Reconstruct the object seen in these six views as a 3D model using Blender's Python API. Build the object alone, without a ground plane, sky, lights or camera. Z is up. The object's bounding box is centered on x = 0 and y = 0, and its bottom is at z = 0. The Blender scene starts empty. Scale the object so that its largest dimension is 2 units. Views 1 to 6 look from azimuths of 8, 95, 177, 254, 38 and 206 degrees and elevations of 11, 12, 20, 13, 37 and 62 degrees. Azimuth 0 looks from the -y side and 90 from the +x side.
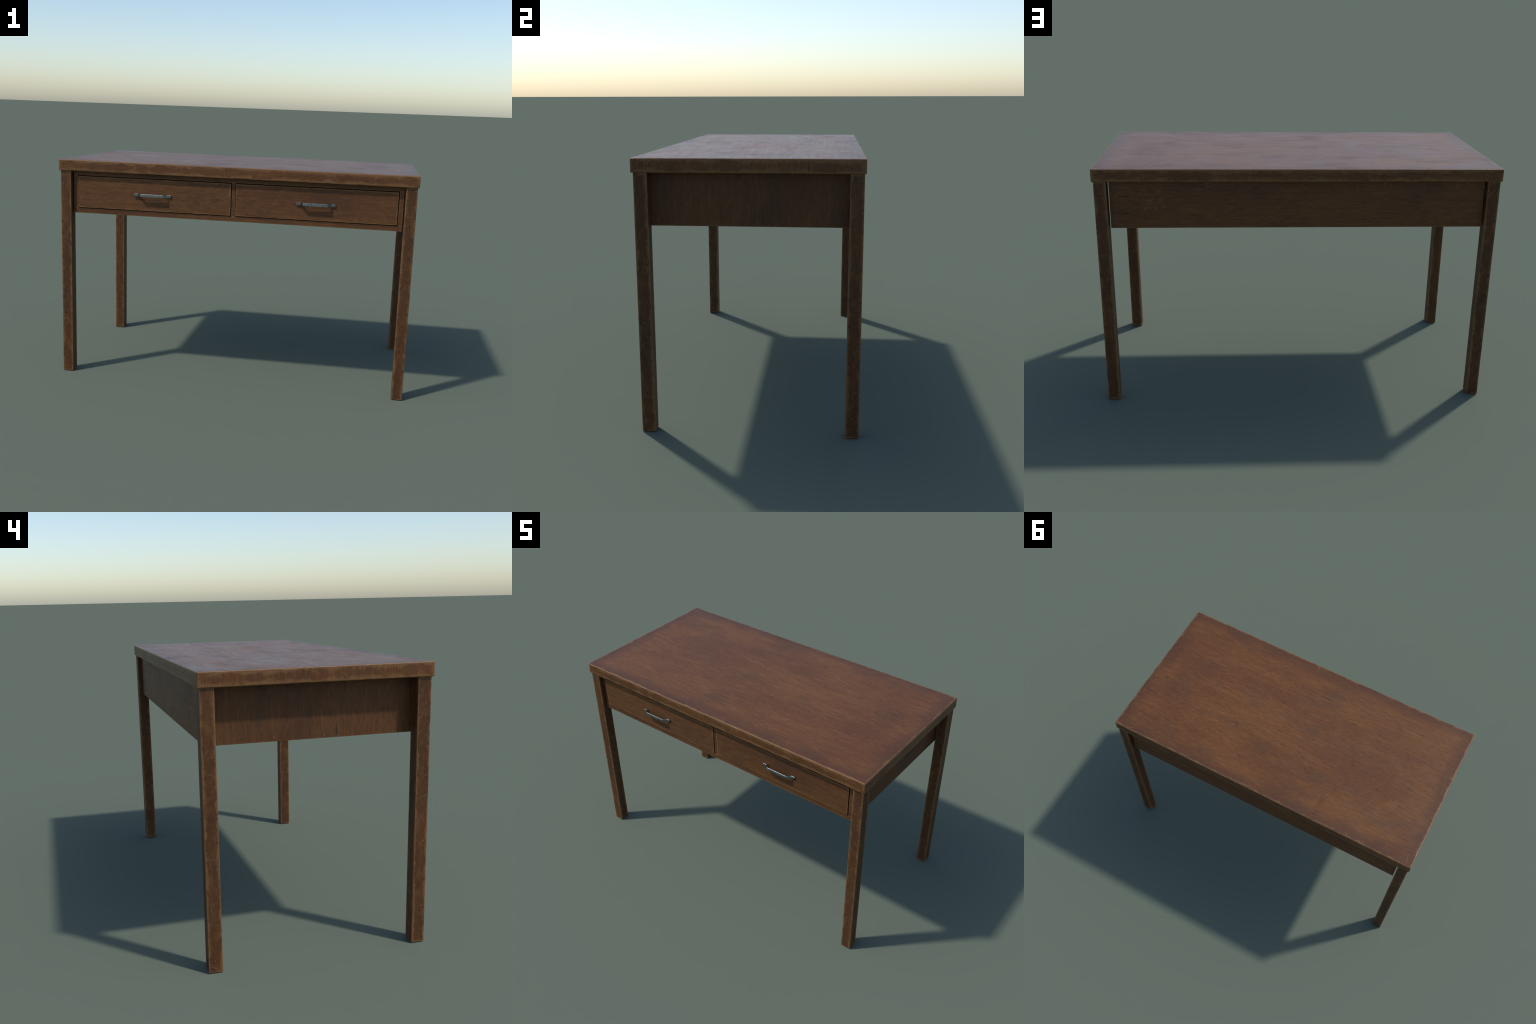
"""A worn two-drawer wooden writing desk: slab top, four square legs set at the
corners, a shallow drawer case hung between them, two bent-bar metal pulls."""
import bpy, bmesh, math, random
from mathutils import Vector, noise

# ------------------------------------------------------------------ sizes (m)
TOP_X, TOP_Y = 1.000, 0.500          # half length, half depth of the slab
H, SLAB = 1.2481, 0.0628             # overall height, slab thickness
UNDER = H - SLAB                     # underside of slab
LEG = 0.0603                         # square leg
LEG_X, LEG_Y = 0.9915, 0.4930        # outer faces of the legs
CASE_X = 0.9230                      # half width of drawer case (9 mm off legs)
CASE_F, CASE_B = -0.4665, 0.4662     # front and back faces of the case
CASE_Z = 0.9456                      # bottom of the case
BOARD = 0.018                        # case board thickness
DRW_F = -0.4715                      # face of drawer fronts
DRW_X0, DRW_X1 = 0.0140, 0.8957      # drawer front, inner / outer |x|
DRW_Z0, DRW_Z1 = 0.9776, 1.1560
GAP = 0.0042                         # narrow slot, reads as a dark line round each drawer
PULL_X, PULL_Z = 0.4570, 1.0660      # centre of the pulls


# ------------------------------------------------------------ node shorthand
class Nodes:
    """Tiny helper: builds node chains as expressions."""

    def __init__(self, mat):
        self.t = mat.node_tree
        self.t.nodes.clear()

    def add(self, kind, **props):
        n = self.t.nodes.new(kind)
        for k, v in props.items():
            setattr(n, k, v)
        return n

    def put(self, sock, val):
        if isinstance(val, bpy.types.NodeSocket):
            self.t.links.new(val, sock)
        elif val is not None:
            sock.default_value = val

    def m(self, op, a, b=None, c=None, clamp=False):
        n = self.add("ShaderNodeMath", operation=op, use_clamp=clamp)
        for i, v in enumerate((a, b, c)):
            self.put(n.inputs[i], v)
        return n.outputs[0]

    def xyz(self, x, y, z=0.0):
        n = self.add("ShaderNodeCombineXYZ")
        for i, v in enumerate((x, y, z)):
            self.put(n.inputs[i], v)
        return n.outputs[0]

    def split(self, v):
        n = self.add("ShaderNodeSeparateXYZ")
        self.put(n.inputs[0], v)
        return n.outputs

    def noise(self, vec, scale=1.0, detail=3.0, rough=0.55, distort=0.0):
        n = self.add("ShaderNodeTexNoise", noise_dimensions="3D")
        self.put(n.inputs["Vector"], vec)
        n.inputs["Scale"].default_value = scale
        n.inputs["Detail"].default_value = detail
        n.inputs["Roughness"].default_value = rough
        n.inputs["Distortion"].default_value = distort
        return n.outputs["Fac"]

    def ramp(self, v, lo, hi, a=0.0, b=1.0, smooth=True):
        n = self.add("ShaderNodeMapRange",
                     interpolation_type="SMOOTHSTEP" if smooth else "LINEAR")
        self.put(n.inputs["Value"], v)
        self.put(n.inputs["From Min"], lo)
        self.put(n.inputs["From Max"], hi)
        self.put(n.inputs["To Min"], a)
        self.put(n.inputs["To Max"], b)
        return n.outputs["Result"]

    def mix(self, f, a, b, blend="MIX"):
        n = self.add("ShaderNodeMix", data_type="RGBA", blend_type=blend)
        self.put(n.inputs["Factor"], f)
        self.put(n.inputs["A"], a if isinstance(a, bpy.types.NodeSocket) else (*a, 1))
        self.put(n.inputs["B"], b if isinstance(b, bpy.types.NodeSocket) else (*b, 1))
        for s in n.outputs:
            if s.type == "RGBA":
                return s

    def mixf(self, f, a, b):
        return self.m("ADD", a, self.m("MULTIPLY", f, self.m("SUBTRACT", b, a)))

    def scratches(self, a, b, w, scale, length, width, chance, bend=0.0):
        """One straight scratch per Voronoi cell: random angle, length, presence."""
        vor = self.add("ShaderNodeTexVoronoi", voronoi_dimensions="2D", feature="F1")
        vor.inputs["Scale"].default_value = scale
        vor.inputs["Randomness"].default_value = 1.0
        off = self.m("MULTIPLY", w, 7.31)
        pa, pb = self.m("ADD", a, off), self.m("ADD", b, off)
        self.put(vor.inputs["Vector"], self.xyz(pa, pb, 0.0))
        cx, cy, _ = self.split(vor.outputs["Position"])
        dx, dy = self.m("SUBTRACT", pa, cx), self.m("SUBTRACT", pb, cy)
        col = self.add("ShaderNodeSeparateColor")
        self.put(col.inputs[0], vor.outputs["Color"])
        r, g, bl = col.outputs
        ang = self.m("MULTIPLY", r, 2 * math.pi)
        ca, sa = self.m("COSINE", ang), self.m("SINE", ang)
        u = self.m("ADD", self.m("MULTIPLY", dx, ca), self.m("MULTIPLY", dy, sa))
        v = self.m("SUBTRACT", self.m("MULTIPLY", dy, ca), self.m("MULTIPLY", dx, sa))
        if bend:
            v = self.m("ADD", v, self.m("MULTIPLY", self.m("MULTIPLY", u, u), bend))
        ln = self.m("MULTIPLY", self.ramp(g, 0, 1, 0.25, 1.0, False), length)
        au = self.m("DIVIDE", self.m("ABSOLUTE", u), ln)
        wd = self.m("MULTIPLY", self.m("SUBTRACT", 1.0, au, clamp=True), width)
        line = self.ramp(self.m("ABSOLUTE", v), self.m("MULTIPLY", wd, 0.3),
                         self.m("ADD", wd, 0.0002), 1.0, 0.0)
        line = self.m("MULTIPLY", line, self.m("LESS_THAN", au, 1.0))
        return self.m("MULTIPLY", line, self.m("LESS_THAN", bl, chance))


# ------------------------------------------------------------------ materials
STAIN_MID = (0.130, 0.0540, 0.0190)
STAIN_WARM = (0.178, 0.0770, 0.0250)
STAIN_RED = (0.108, 0.0430, 0.0170)
STAIN_DARK = (0.066, 0.0305, 0.0150)
GRIME = (0.060, 0.0360, 0.0200)
BORDER = (0.066, 0.0300, 0.0180)
BARE = (0.222, 0.1160, 0.0470)
PORE = (0.028, 0.0175, 0.0120)


def worn_wood(name, half, along, seed, wear=1.0, grime=1.0, scratch=1.0,
              knots=1.0, tone=1.0, vary=False, gloss=0.40, sheen=0.22, edge_tone=1.0, mottle=0.0, long=(5.5, 0.085, 0.0017, 0.6), rub_size=16.0, chips=()):
    """Stained timber with grain, knots, pores, handled dark borders, rubbed
    arrises and scratches.  `half` is the half size of the board, whose mesh is
    centred on its origin.  `along` says for the faces across x, y and z which of
    the face's two directions ('a' level, 'b' upright) the grain follows."""
    mat = bpy.data.materials.new(name)
    mat.use_nodes = True
    N = Nodes(mat)
    co = N.add("ShaderNodeTexCoord")
    x, y, z = N.split(co.outputs["Object"])
    nx, ny, nz = N.split(co.outputs["Normal"])
    fx = N.m("GREATER_THAN", N.m("ABSOLUTE", nx), 0.7072)
    fz = N.m("GREATER_THAN", N.m("ABSOLUTE", nz), 0.7072)
    # flat coordinates on whichever face this is
    a = N.mixf(fx, x, y)
    b = N.mixf(fz, z, y)
    side = N.m("ADD", N.m("MULTIPLY", nx, 1.7), N.m("ADD", N.m("MULTIPLY", ny, 3.1),
                                                   N.m("MULTIPLY", nz, 5.3)))
    w = N.m("ADD", N.m("ROUND", side), seed * 3.77)
    if vary:
        inf = N.add("ShaderNodeObjectInfo")
        w = N.m("ADD", w, N.m("MULTIPLY", inf.outputs["Random"], 43.0))
    # which way the grain runs on this face
    fa = [1.0 if c == "a" else 0.0 for c in along]          # x, y, z faces
    run_a = N.mixf(fx, N.mixf(fz, fa[1], fa[2]), fa[0])
    u = N.mixf(run_a, b, a)
    v = N.mixf(run_a, a, b)

    # grain field: lines of equal f run along u, bulge round knots
    low = N.noise(N.xyz(N.m("MULTIPLY", u, 1.3), N.m("MULTIPLY", v, 4.0), w), 1.0, 2.0)
    kv = N.add("ShaderNodeTexVoronoi", voronoi_dimensions="3D", feature="F1")
    kv.inputs["Scale"].default_value = 1.0
    N.put(kv.inputs["Vector"], N.xyz(N.m("MULTIPLY", u, 3.0), N.m("MULTIPLY", v, 4.6),
                                     N.m("MULTIPLY", w, 5.0)))
    kc = N.add("ShaderNodeSeparateColor")
    N.put(kc.inputs[0], kv.outputs["Color"])
    kd = kv.outputs["Distance"]
    hump = N.m("POWER", 2.71828, N.m("MULTIPLY", N.m("MULTIPLY", kd, kd), -26.0))
    hump = N.m("MULTIPLY", hump, N.ramp(kc.outputs[0], 0.35, 0.75, 0.0, 0.035 * knots))
    f = N.m("ADD", N.m("ADD", v, N.m("MULTIPLY", low, 0.05)), hump)

    broad = N.noise(N.xyz(N.m("MULTIPLY", u, 1.9), N.m("MULTIPLY", v, 4.4), w), 1.0, 4.0, 0.62)
    patch = N.noise(N.xyz(N.m("MULTIPLY", u, 3.4), N.m("MULTIPLY", v, 5.6),
                          N.m("ADD", w, 9.2)), 1.0, 6.0, 0.64)
    streak = N.noise(N.xyz(N.m("MULTIPLY", u, 5.0), N.m("MULTIPLY", f, 58.0), w), 1.0, 6.0, 0.80)
    fine = N.noise(N.xyz(N.m("MULTIPLY", u, 26.0), N.m("MULTIPLY", f, 240.0), w), 1.0, 2.0, 0.6)
    pore = N.noise(N.xyz(N.m("MULTIPLY", u, 15.0), N.m("MULTIPLY", f, 190.0),
                         N.m("ADD", w, 4.4)), 1.0, 1.0, 0.5)
    gash = N.noise(N.xyz(N.m("MULTIPLY", u, 8.0), N.m("MULTIPLY", f, 85.0),
                         N.m("ADD", w, 14.4)), 1.0, 1.0, 0.5)

    col = N.mix(N.ramp(broad, 0.34, 0.64), STAIN_RED, STAIN_MID)
    warm = N.m("MULTIPLY", N.ramp(streak, 0.44, 0.74), N.ramp(broad, 0.32, 0.62, 0.2, 0.9))
    col = N.mix(warm, col, STAIN_WARM)
    col = N.mix(N.m("MULTIPLY", N.ramp(streak, 0.46, 0.26), 0.45), col, STAIN_DARK)
    col = N.mix(N.m("MULTIPLY", N.ramp(patch, 0.48, 0.72), 0.46), col, GRIME)
    shade = N.ramp(fine, 0.25, 0.75, 0.74, 1.26, False)
    # growth rings of the knots
    wob = N.m("ADD", kd, N.m("MULTIPLY", low, 0.10))
    rings = N.m("SINE", N.m("MULTIPLY", wob, 205.0))
    eye = N.m("MULTIPLY", N.ramp(kd, 0.03, 0.24, 1.0, 0.0), N.ramp(kc.outputs[0], 0.35, 0.65))
    shade = N.m("MULTIPLY", shade, N.m("ADD", 1.0, N.m("MULTIPLY", N.m("MULTIPLY", rings, eye), 0.32 * knots)))
    g = N.add("ShaderNodeVectorMath", operation="SCALE")
    N.put(g.inputs[0], col)
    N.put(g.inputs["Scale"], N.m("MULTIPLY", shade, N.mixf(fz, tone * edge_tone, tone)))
    col = g.outputs[0]
    pores = N.m("MAXIMUM", N.m("MULTIPLY", N.ramp(pore, 0.66, 0.76), 0.50),
                N.m("MULTIPLY", N.ramp(gash, 0.72, 0.79), 0.80))
    col = N.mix(pores, col, PORE)

    # distance to the nearest arris: the middle one of the three face distances
    dx = N.m("SUBTRACT", half[0], N.m("ABSOLUTE", x))
    dy = N.m("SUBTRACT", half[1], N.m("ABSOLUTE", y))
    dz = N.m("SUBTRACT", half[2], N.m("ABSOLUTE", z))
    edge = N.m("MAXIMUM", N.m("MINIMUM", dx, dy),
               N.m("MINIMUM", N.m("MAXIMUM", dx, dy), dz))
    flat = N.xyz(a, b, w)
    rub = N.noise(flat, rub_size, 5.0, 0.65)
    spot = N.noise(flat, 95.0, 3.0, 0.6)
    smear = N.noise(flat, 5.0, 3.0, 0.55)

    # handled, darker border inside the worn edge
    if grime:
        reach = N.ramp(smear, 0.3, 0.7, 0.06, 0.16, False)
        band = N.m("MULTIPLY", N.ramp(edge, 0.0, reach, 1.0, 0.0), fz)
        col = N.mix(N.m("MULTIPLY", band, 0.75 * grime), col, BORDER)
    # rubbed arrises down to bare timber
    wide = N.m("MULTIPLY", N.ramp(rub, 0.36, 0.70, 0.003, 0.030, False), N.mixf(fz, wear, wear * 0.62))
    ragged = N.m("ADD", edge, N.m("MULTIPLY", N.m("SUBTRACT", spot, 0.5), 0.020))
    worn = N.ramp(ragged, N.m("MULTIPLY", wide, 0.35), wide, 1.0, 0.0)
    worn = N.m("MULTIPLY", worn, N.ramp(spot, 0.30, 0.60, 0.35, 1.0))
    arris = N.m("MULTIPLY", N.ramp(edge, 0.0018, 0.0050, 0.85, 0.0),
                N.ramp(rub, 0.36, 0.58, 0.15, 1.0))
    if mottle:
        blot = N.noise(N.xyz(N.m("MULTIPLY", a, 26.0), N.m("MULTIPLY", b, 17.0), w), 1.0, 6.0, 0.70)
        worn = N.m("MAXIMUM", worn, N.m("MULTIPLY", N.ramp(blot, 0.50, 0.64), mottle))
    bare = N.m("MAXIMUM", N.m("MULTIPLY", worn, 0.62), N.m("MULTIPLY", arris, min(1, wear + 0.2)))
    # scratches: long sparse ones, short ones crowding the edges, dents
    s1 = N.scratches(a, b, w, long[0], long[1], long[2], 0.36 * scratch, 0.9)
    near = N.ramp(edge, 0.01, 0.07, 1.0, 0.10)
    s2 = N.m("MULTIPLY", N.scratches(a, b, N.m("ADD", w, 1.3), 15.0, 0.038, 0.0020, 0.55 * scratch, -1.5), near)
    s3 = N.m("MULTIPLY", N.scratches(a, b, N.m("ADD", w, 2.9), 22.0, 0.007, 0.0028, 0.40 * scratch), near)
    marks = N.m("MAXIMUM", N.m("MULTIPLY", s1, long[3]), N.m("MAXIMUM", s2, s3))
    marks = N.m("MULTIPLY", marks, N.ramp(spot, 0.25, 0.6, 0.3, 0.8))
    bare = N.m("MAXIMUM", bare, marks)
    # flaked patches at given places: (axis-a, axis-b, radius, threshold)
    for ca, cb, rad, thr in chips:
        d = N.m("ADD", N.m("POWER", N.m("SUBTRACT", a, ca), 2.0),
                N.m("POWER", N.m("SUBTRACT", b, cb), 2.0))
        zone = N.ramp(d, 0.0, rad * rad, 0.10, -0.10, False)
        chip = N.noise(flat, 38.0, 6.0, 0.75)
        flake = N.ramp(N.m("ADD", chip, zone), thr, thr + 0.02)
        flake = N.m("MULTIPLY", flake, N.ramp(spot, 0.42, 0.56))
        bare = N.m("MAXIMUM", bare, N.m("MULTIPLY", N.m("MULTIPLY", flake, 0.34),
                                        N.ramp(d, 0.0, rad * rad, 1.0, 0.0)))
    col = N.mix(bare, col, BARE)

    rough = N.m("ADD", N.m("MULTIPLY", broad, 0.12), gloss)
    rough = N.m("ADD", rough, N.m("MULTIPLY", smear, -0.06))
    rough = N.m("ADD", rough, N.m("MULTIPLY", N.m("SUBTRACT", streak, 0.5), -0.25))
    rough = N.m("ADD", rough, N.m("MULTIPLY", N.ramp(patch, 0.45, 0.75), 0.08))
    rough = N.m("ADD", rough, N.m("MULTIPLY", bare, 0.10))
    height = N.m("SUBTRACT", N.m("MULTIPLY", fine, 0.35),
                 N.m("ADD", N.m("MULTIPLY", pores, 0.7), N.m("MULTIPLY", marks, 0.9)))
    height = N.m("SUBTRACT", height, N.m("MULTIPLY", worn, N.m("MULTIPLY", spot, 0.8)))
    bump = N.add("ShaderNodeBump")
    bump.inputs["Strength"].default_value = 0.35
    bump.inputs["Distance"].default_value = 0.0012
    N.put(bump.inputs["Height"], height)

    bsdf = N.add("ShaderNodeBsdfPrincipled")
    N.put(bsdf.inputs["Base Color"], col)
    N.put(bsdf.inputs["Roughness"], N.m("SUBTRACT", rough, N.m("MULTIPLY", arris, 0.10)))
    N.put(bsdf.inputs["Normal"], bump.outputs[0])
    bsdf.inputs["Specular IOR Level"].default_value = sheen
    out = N.add("ShaderNodeOutputMaterial")
    N.put(out.inputs["Surface"], bsdf.outputs[0])
    return mat


def brushed_steel(name, base, rough):
    mat = bpy.data.materials.new(name)
    mat.use_nodes = True
    N = Nodes(mat)
    co = N.add("ShaderNodeTexCoord")
    x, y, z = N.split(co.outputs["Object"])
    brush = N.noise(N.xyz(N.m("MULTIPLY", x, 25.0), y, N.m("MULTIPLY", z, 1.0)), 30.0, 3.0)
    blot = N.noise(co.outputs["Object"], 60.0, 3.0)
    bsdf = N.add("ShaderNodeBsdfPrincipled")
    dull = tuple(c * 0.72 for c in base)
    N.put(bsdf.inputs["Base Color"], N.mix(N.ramp(blot, 0.4, 0.7), base, dull))
    bsdf.inputs["Metallic"].default_value = 1.0
    N.put(bsdf.inputs["Roughness"], N.ramp(brush, 0.3, 0.7, rough - 0.05, rough + 0.08))
    out = N.add("ShaderNodeOutputMaterial")
    N.put(out.inputs["Surface"], bsdf.outputs[0])
    return mat


# ------------------------------------------------------------------- geometry
def stations(h, r, step):
    """Positions from -h to h: crowded into the rounded arris, then even."""
    edge = [0.0, 0.29 * r, 0.6 * r, r, 1.8 * r, 3.0 * r]
    edge = [e for e in edge if e < h * 0.9]
    lo, n = -h + edge[-1], max(1, round((2 * h - 2 * edge[-1]) / step))
    mid = [lo + (2 * h - 2 * edge[-1]) * i / n for i in range(1, n)]
    return [-h + e for e in edge] + mid + [h - e for e in reversed(edge)]


def rounded_board(name, half, r, nick=0.0, step=0.02, seed=0):
    """Box with softened arrises; `nick` lets the softening vary along the edges,
    so that they look knocked about."""
    ax = [stations(half[i], r, step) for i in range(3)]
    h = Vector(half)
    bm = bmesh.new()
    cache = {}

    def vert(p):
        key = tuple(round(c, 7) for c in p)
        if key not in cache:
            rr = r
            if nick:
                n1 = noise.noise(Vector(p) * 23.0 + Vector((seed, 0, 0)))
                n2 = noise.noise(Vector(p) * 70.0 + Vector((0, seed, 0)))
                rr = r + nick * max(0.0, n1 + 0.6 * n2 - 0.05)
            inner = Vector([max(-(h[i] - rr), min(h[i] - rr, p[i])) for i in range(3)])
            d = Vector(p) - inner
            q = inner + d.normalized() * rr if d.length > 1e-9 else Vector(p)
            cache[key] = bm.verts.new(q)
        return cache[key]

    for k in range(3):
        i, j = (k + 1) % 3, (k + 2) % 3
        for s in (-1, 1):
            for p0, p1 in zip(ax[i], ax[i][1:]):
                for q0, q1 in zip(ax[j], ax[j][1:]):
                    quad = []
                    for pi, qj in ((p0, q0), (p1, q0), (p1, q1), (p0, q1)):
                        p = [0.0] * 3
                        p[k], p[i], p[j] = s * half[k], pi, qj
                        quad.append(vert(p))
                    if s < 0:
                        quad.reverse()
                    bm.faces.new(quad).smooth = True
    me = bpy.data.meshes.new(name)
    bm.to_mesh(me)
    bm.free()
    return me


def place(name, mesh, loc, parent, mat=None):
    ob = bpy.data.objects.new(name, mesh)
    bpy.context.scene.collection.objects.link(ob)
    ob.parent = parent
    ob.location = Vector(loc)
    if mat and not mesh.materials:
        mesh.materials.append(mat)
    return ob


def board(name, lo, hi, parent, r, nick, step, seed, **look):
    half = tuple((b - a) / 2 for a, b in zip(lo, hi))
    mid = tuple((b + a) / 2 for a, b in zip(lo, hi))
    mat = worn_wood(name + "_wood", half, seed=seed, **look)
    return place(name, rounded_board(name, half, r, nick, step, seed), mid, parent, mat)


def pull_mesh(name):
    """Flat bar bent to feet, splayed shanks and a grip; section swept along it."""
    foot, knee, grip = 0.1055, 0.0835, 0.0640
    rise, thick, high, cham = 0.0202, 0.0084, 0.0168, 0.0016
    # front line of the bar in (x, out) with softened bends
    path = [(-foot, 0), (-knee - 0.002, 0), (-knee + 0.0015, 0.0012),
            (-grip - 0.0015, rise - 0.0012), (-grip + 0.002, rise)]
    path += [(-px, py) for px, py in reversed(path)]
    half_h, half_t = high / 2, thick / 2
    section = [(-half_h + cham, -half_t), (half_h - cham, -half_t), (half_h, -half_t + cham),
               (half_h, half_t - cham), (half_h - cham, half_t), (-half_h + cham, half_t),
               (-half_h, half_t - cham), (-half_h, -half_t + cham)]
    bm = bmesh.new()
    rings = []
    for i, (px, po) in enumerate(path):
        p0, p1 = path[max(0, i - 1)], path[min(len(path) - 1, i + 1)]
        t = Vector((p1[0] - p0[0], p1[1] - p0[1])).normalized()
        n = Vector((-t.y, t.x))
        rings.append([bm.verts.new((px + n.x * o, -(half_t + po + n.y * o), hz))
                      for hz, o in section])
    for r0, r1 in zip(rings, rings[1:]):
        for k in range(8):
            bm.faces.new((r0[k], r0[(k + 1) % 8], r1[(k + 1) % 8], r1[k]))
    bm.faces.new(rings[0])
    bm.faces.new(list(reversed(rings[-1])))
    bmesh.ops.recalc_face_normals(bm, faces=bm.faces)
    me = bpy.data.meshes.new(name)
    bm.to_mesh(me)
    bm.free()
    return me


def dark_oval_mesh(name):
    """Small dark oval on the foot of a pull, 0.4 mm proud."""
    bm = bmesh.new()
    n, rx, rz = 20, 0.0072, 0.0030
    prof = [(1.0, 0.0), (1.0, -0.0003), (0.8, -0.0006)]
    rings = [[bm.verts.new((rx * s * math.cos(2 * math.pi * k / n), yy,
                            rz * s * math.sin(2 * math.pi * k / n))) for k in range(n)]
             for s, yy in prof]
    for r0, r1 in zip(rings, rings[1:]):
        for k in range(n):
            bm.faces.new((r0[k], r0[(k + 1) % n], r1[(k + 1) % n], r1[k]))
    bm.faces.new(rings[-1])
    bmesh.ops.recalc_face_normals(bm, faces=bm.faces)
    me = bpy.data.meshes.new(name)
    bm.to_mesh(me)
    bm.free()
    return me


# ---------------------------------------------------------------------- build
desk = bpy.data.objects.new("writing_desk", None)
bpy.context.scene.collection.objects.link(desk)
desk["label"] = "worn dark brown wooden desk with two drawers and steel pulls"
desk["category"] = "writing desk"

board("tabletop", (-TOP_X, -TOP_Y, UNDER), (TOP_X, TOP_Y, H), desk,
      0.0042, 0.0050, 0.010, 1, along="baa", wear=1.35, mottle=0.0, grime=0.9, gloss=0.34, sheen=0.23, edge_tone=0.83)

# legs: one mesh, four places
leg_half = (LEG / 2, LEG / 2, (UNDER + 0.001) / 2)
leg_mat = worn_wood("leg_wood", leg_half, "bba", 2, wear=0.8, grime=0.0, scratch=1.0, tone=0.62, mottle=0.26,
                    long=(8.0, 0.060, 0.0030, 0.62), rub_size=24.0,
                    knots=0.3, vary=True, gloss=0.50)
leg_me = rounded_board("leg", leg_half, 0.0022, 0.0022, 0.014, 5)
leg = place("leg", leg_me, (0, 0, leg_half[2]), desk, leg_mat)
spots = [(sx, sy) for sx in (-1, 1) for sy in (-1, 1)]
for i, (sx, sy) in enumerate(spots):
    ob = leg if i == 0 else leg.copy()
    if i:
        bpy.context.scene.collection.objects.link(ob)
    outer_y = LEG_Y if sy > 0 else LEG_Y - 0.0020
    ob.location = (sx * (LEG_X - LEG / 2), sy * (outer_y - LEG / 2), leg_half[2])

# drawer case
case_top = UNDER + 0.001
frame_look = dict(wear=0.25, grime=0.0, scratch=0.3, knots=0.5, gloss=0.50, tone=0.78)
open_z0, open_z1 = DRW_Z0 - GAP, DRW_Z1 + GAP
for z0, z1, sd in ((CASE_Z, open_z0, 3), (open_z1, case_top, 13)):
    board("frame_rail", (-CASE_X, CASE_F, z0), (CASE_X, CASE_F + BOARD, z1), desk,
          0.0004, 0.0, 0.03, sd, along="baa", **frame_look)
for x0, x1, sd in ((-CASE_X, -DRW_X1 - GAP, 23), (-DRW_X0 + GAP, DRW_X0 - GAP, 33),
                   (DRW_X1 + GAP, CASE_X, 43)):
    board("frame_stile", (x0, CASE_F + 0.0002, open_z0), (x1, CASE_F + BOARD, open_z1), desk,
          0.0004, 0.0, 0.03, sd, along="baa", **frame_look)
board("back_panel", (-CASE_X, CASE_B - BOARD, CASE_Z), (CASE_X, CASE_B, case_top), desk,
      0.0012, 0.0, 0.03, 4, along="baa", wear=0.3, grime=0.0, scratch=0.9, knots=1.0, gloss=0.50, tone=0.84, long=(5.5, 0.07, 0.0018, 0.4),
      chips=((0.72, 0.02, 0.15, 0.58), (-0.25, -0.07, 0.09, 0.68)))
side_half = (BOARD / 2, (CASE_B - CASE_F) / 2 - BOARD, (case_top - CASE_Z) / 2)
side_mat = worn_wood("side_panel_wood", side_half, "baa", 6, wear=0.3, grime=0.0, scratch=0.6,
                     knots=0.8, vary=True, gloss=0.50, tone=0.72, long=(5.5, 0.06, 0.0018, 0.35))
side_me = rounded_board("side_panel", side_half, 0.0012, 0.0, 0.03)
side = place("side_panel", side_me, (CASE_X - BOARD / 2, (CASE_F + CASE_B) / 2,
                                     (case_top + CASE_Z) / 2), desk, side_mat)
other = side.copy()
bpy.context.scene.collection.objects.link(other)
other.location.x = -side.location.x
board("bottom_panel", (-CASE_X + BOARD, CASE_F + BOARD, CASE_Z + 0.003),
      (CASE_X - BOARD, CASE_B - BOARD, CASE_Z + 0.013), desk,
      0.001, 0.0, 0.05, 7, along="baa", wear=0.2, grime=0.0, scratch=0.2, knots=0.5)

# drawers with their pulls
drw_back = CASE_F + BOARD
drw_half = ((DRW_X1 - DRW_X0) / 2, (drw_back - DRW_F) / 2, (DRW_Z1 - DRW_Z0) / 2)
drw_mat = worn_wood("drawer_wood", drw_half, "baa", 8, wear=0.5, grime=0.0, scratch=0.75, tone=0.79, long=(5.5, 0.07, 0.0018, 0.36),
                    knots=0.8, vary=True, gloss=0.50)
drw_me = rounded_board("drawer", drw_half, 0.0015, 0.001, 0.02, 9)
steel = brushed_steel("pull_steel", (0.31, 0.33, 0.335), 0.25)
dark_metal = brushed_steel("dark_oval_metal", (0.09, 0.09, 0.095), 0.5)
pull_me, dark_oval_me = pull_mesh("handle"), dark_oval_mesh("dark_oval")
for sx in (-1, 1):
    d = place("drawer", drw_me, (sx * (DRW_X0 + DRW_X1) / 2, (drw_back + DRW_F) / 2,
                                 (DRW_Z0 + DRW_Z1) / 2), desk, drw_mat)
    hx = sx * PULL_X - d.location.x
    hz = PULL_Z - d.location.z
    place("handle", pull_me, (hx, -drw_half[1], hz), d, steel)
    for ex in (-1, 1):
        place("dark_oval", dark_oval_me, (hx + ex * 0.0945, -drw_half[1] - 0.0083, hz), d, dark_metal)
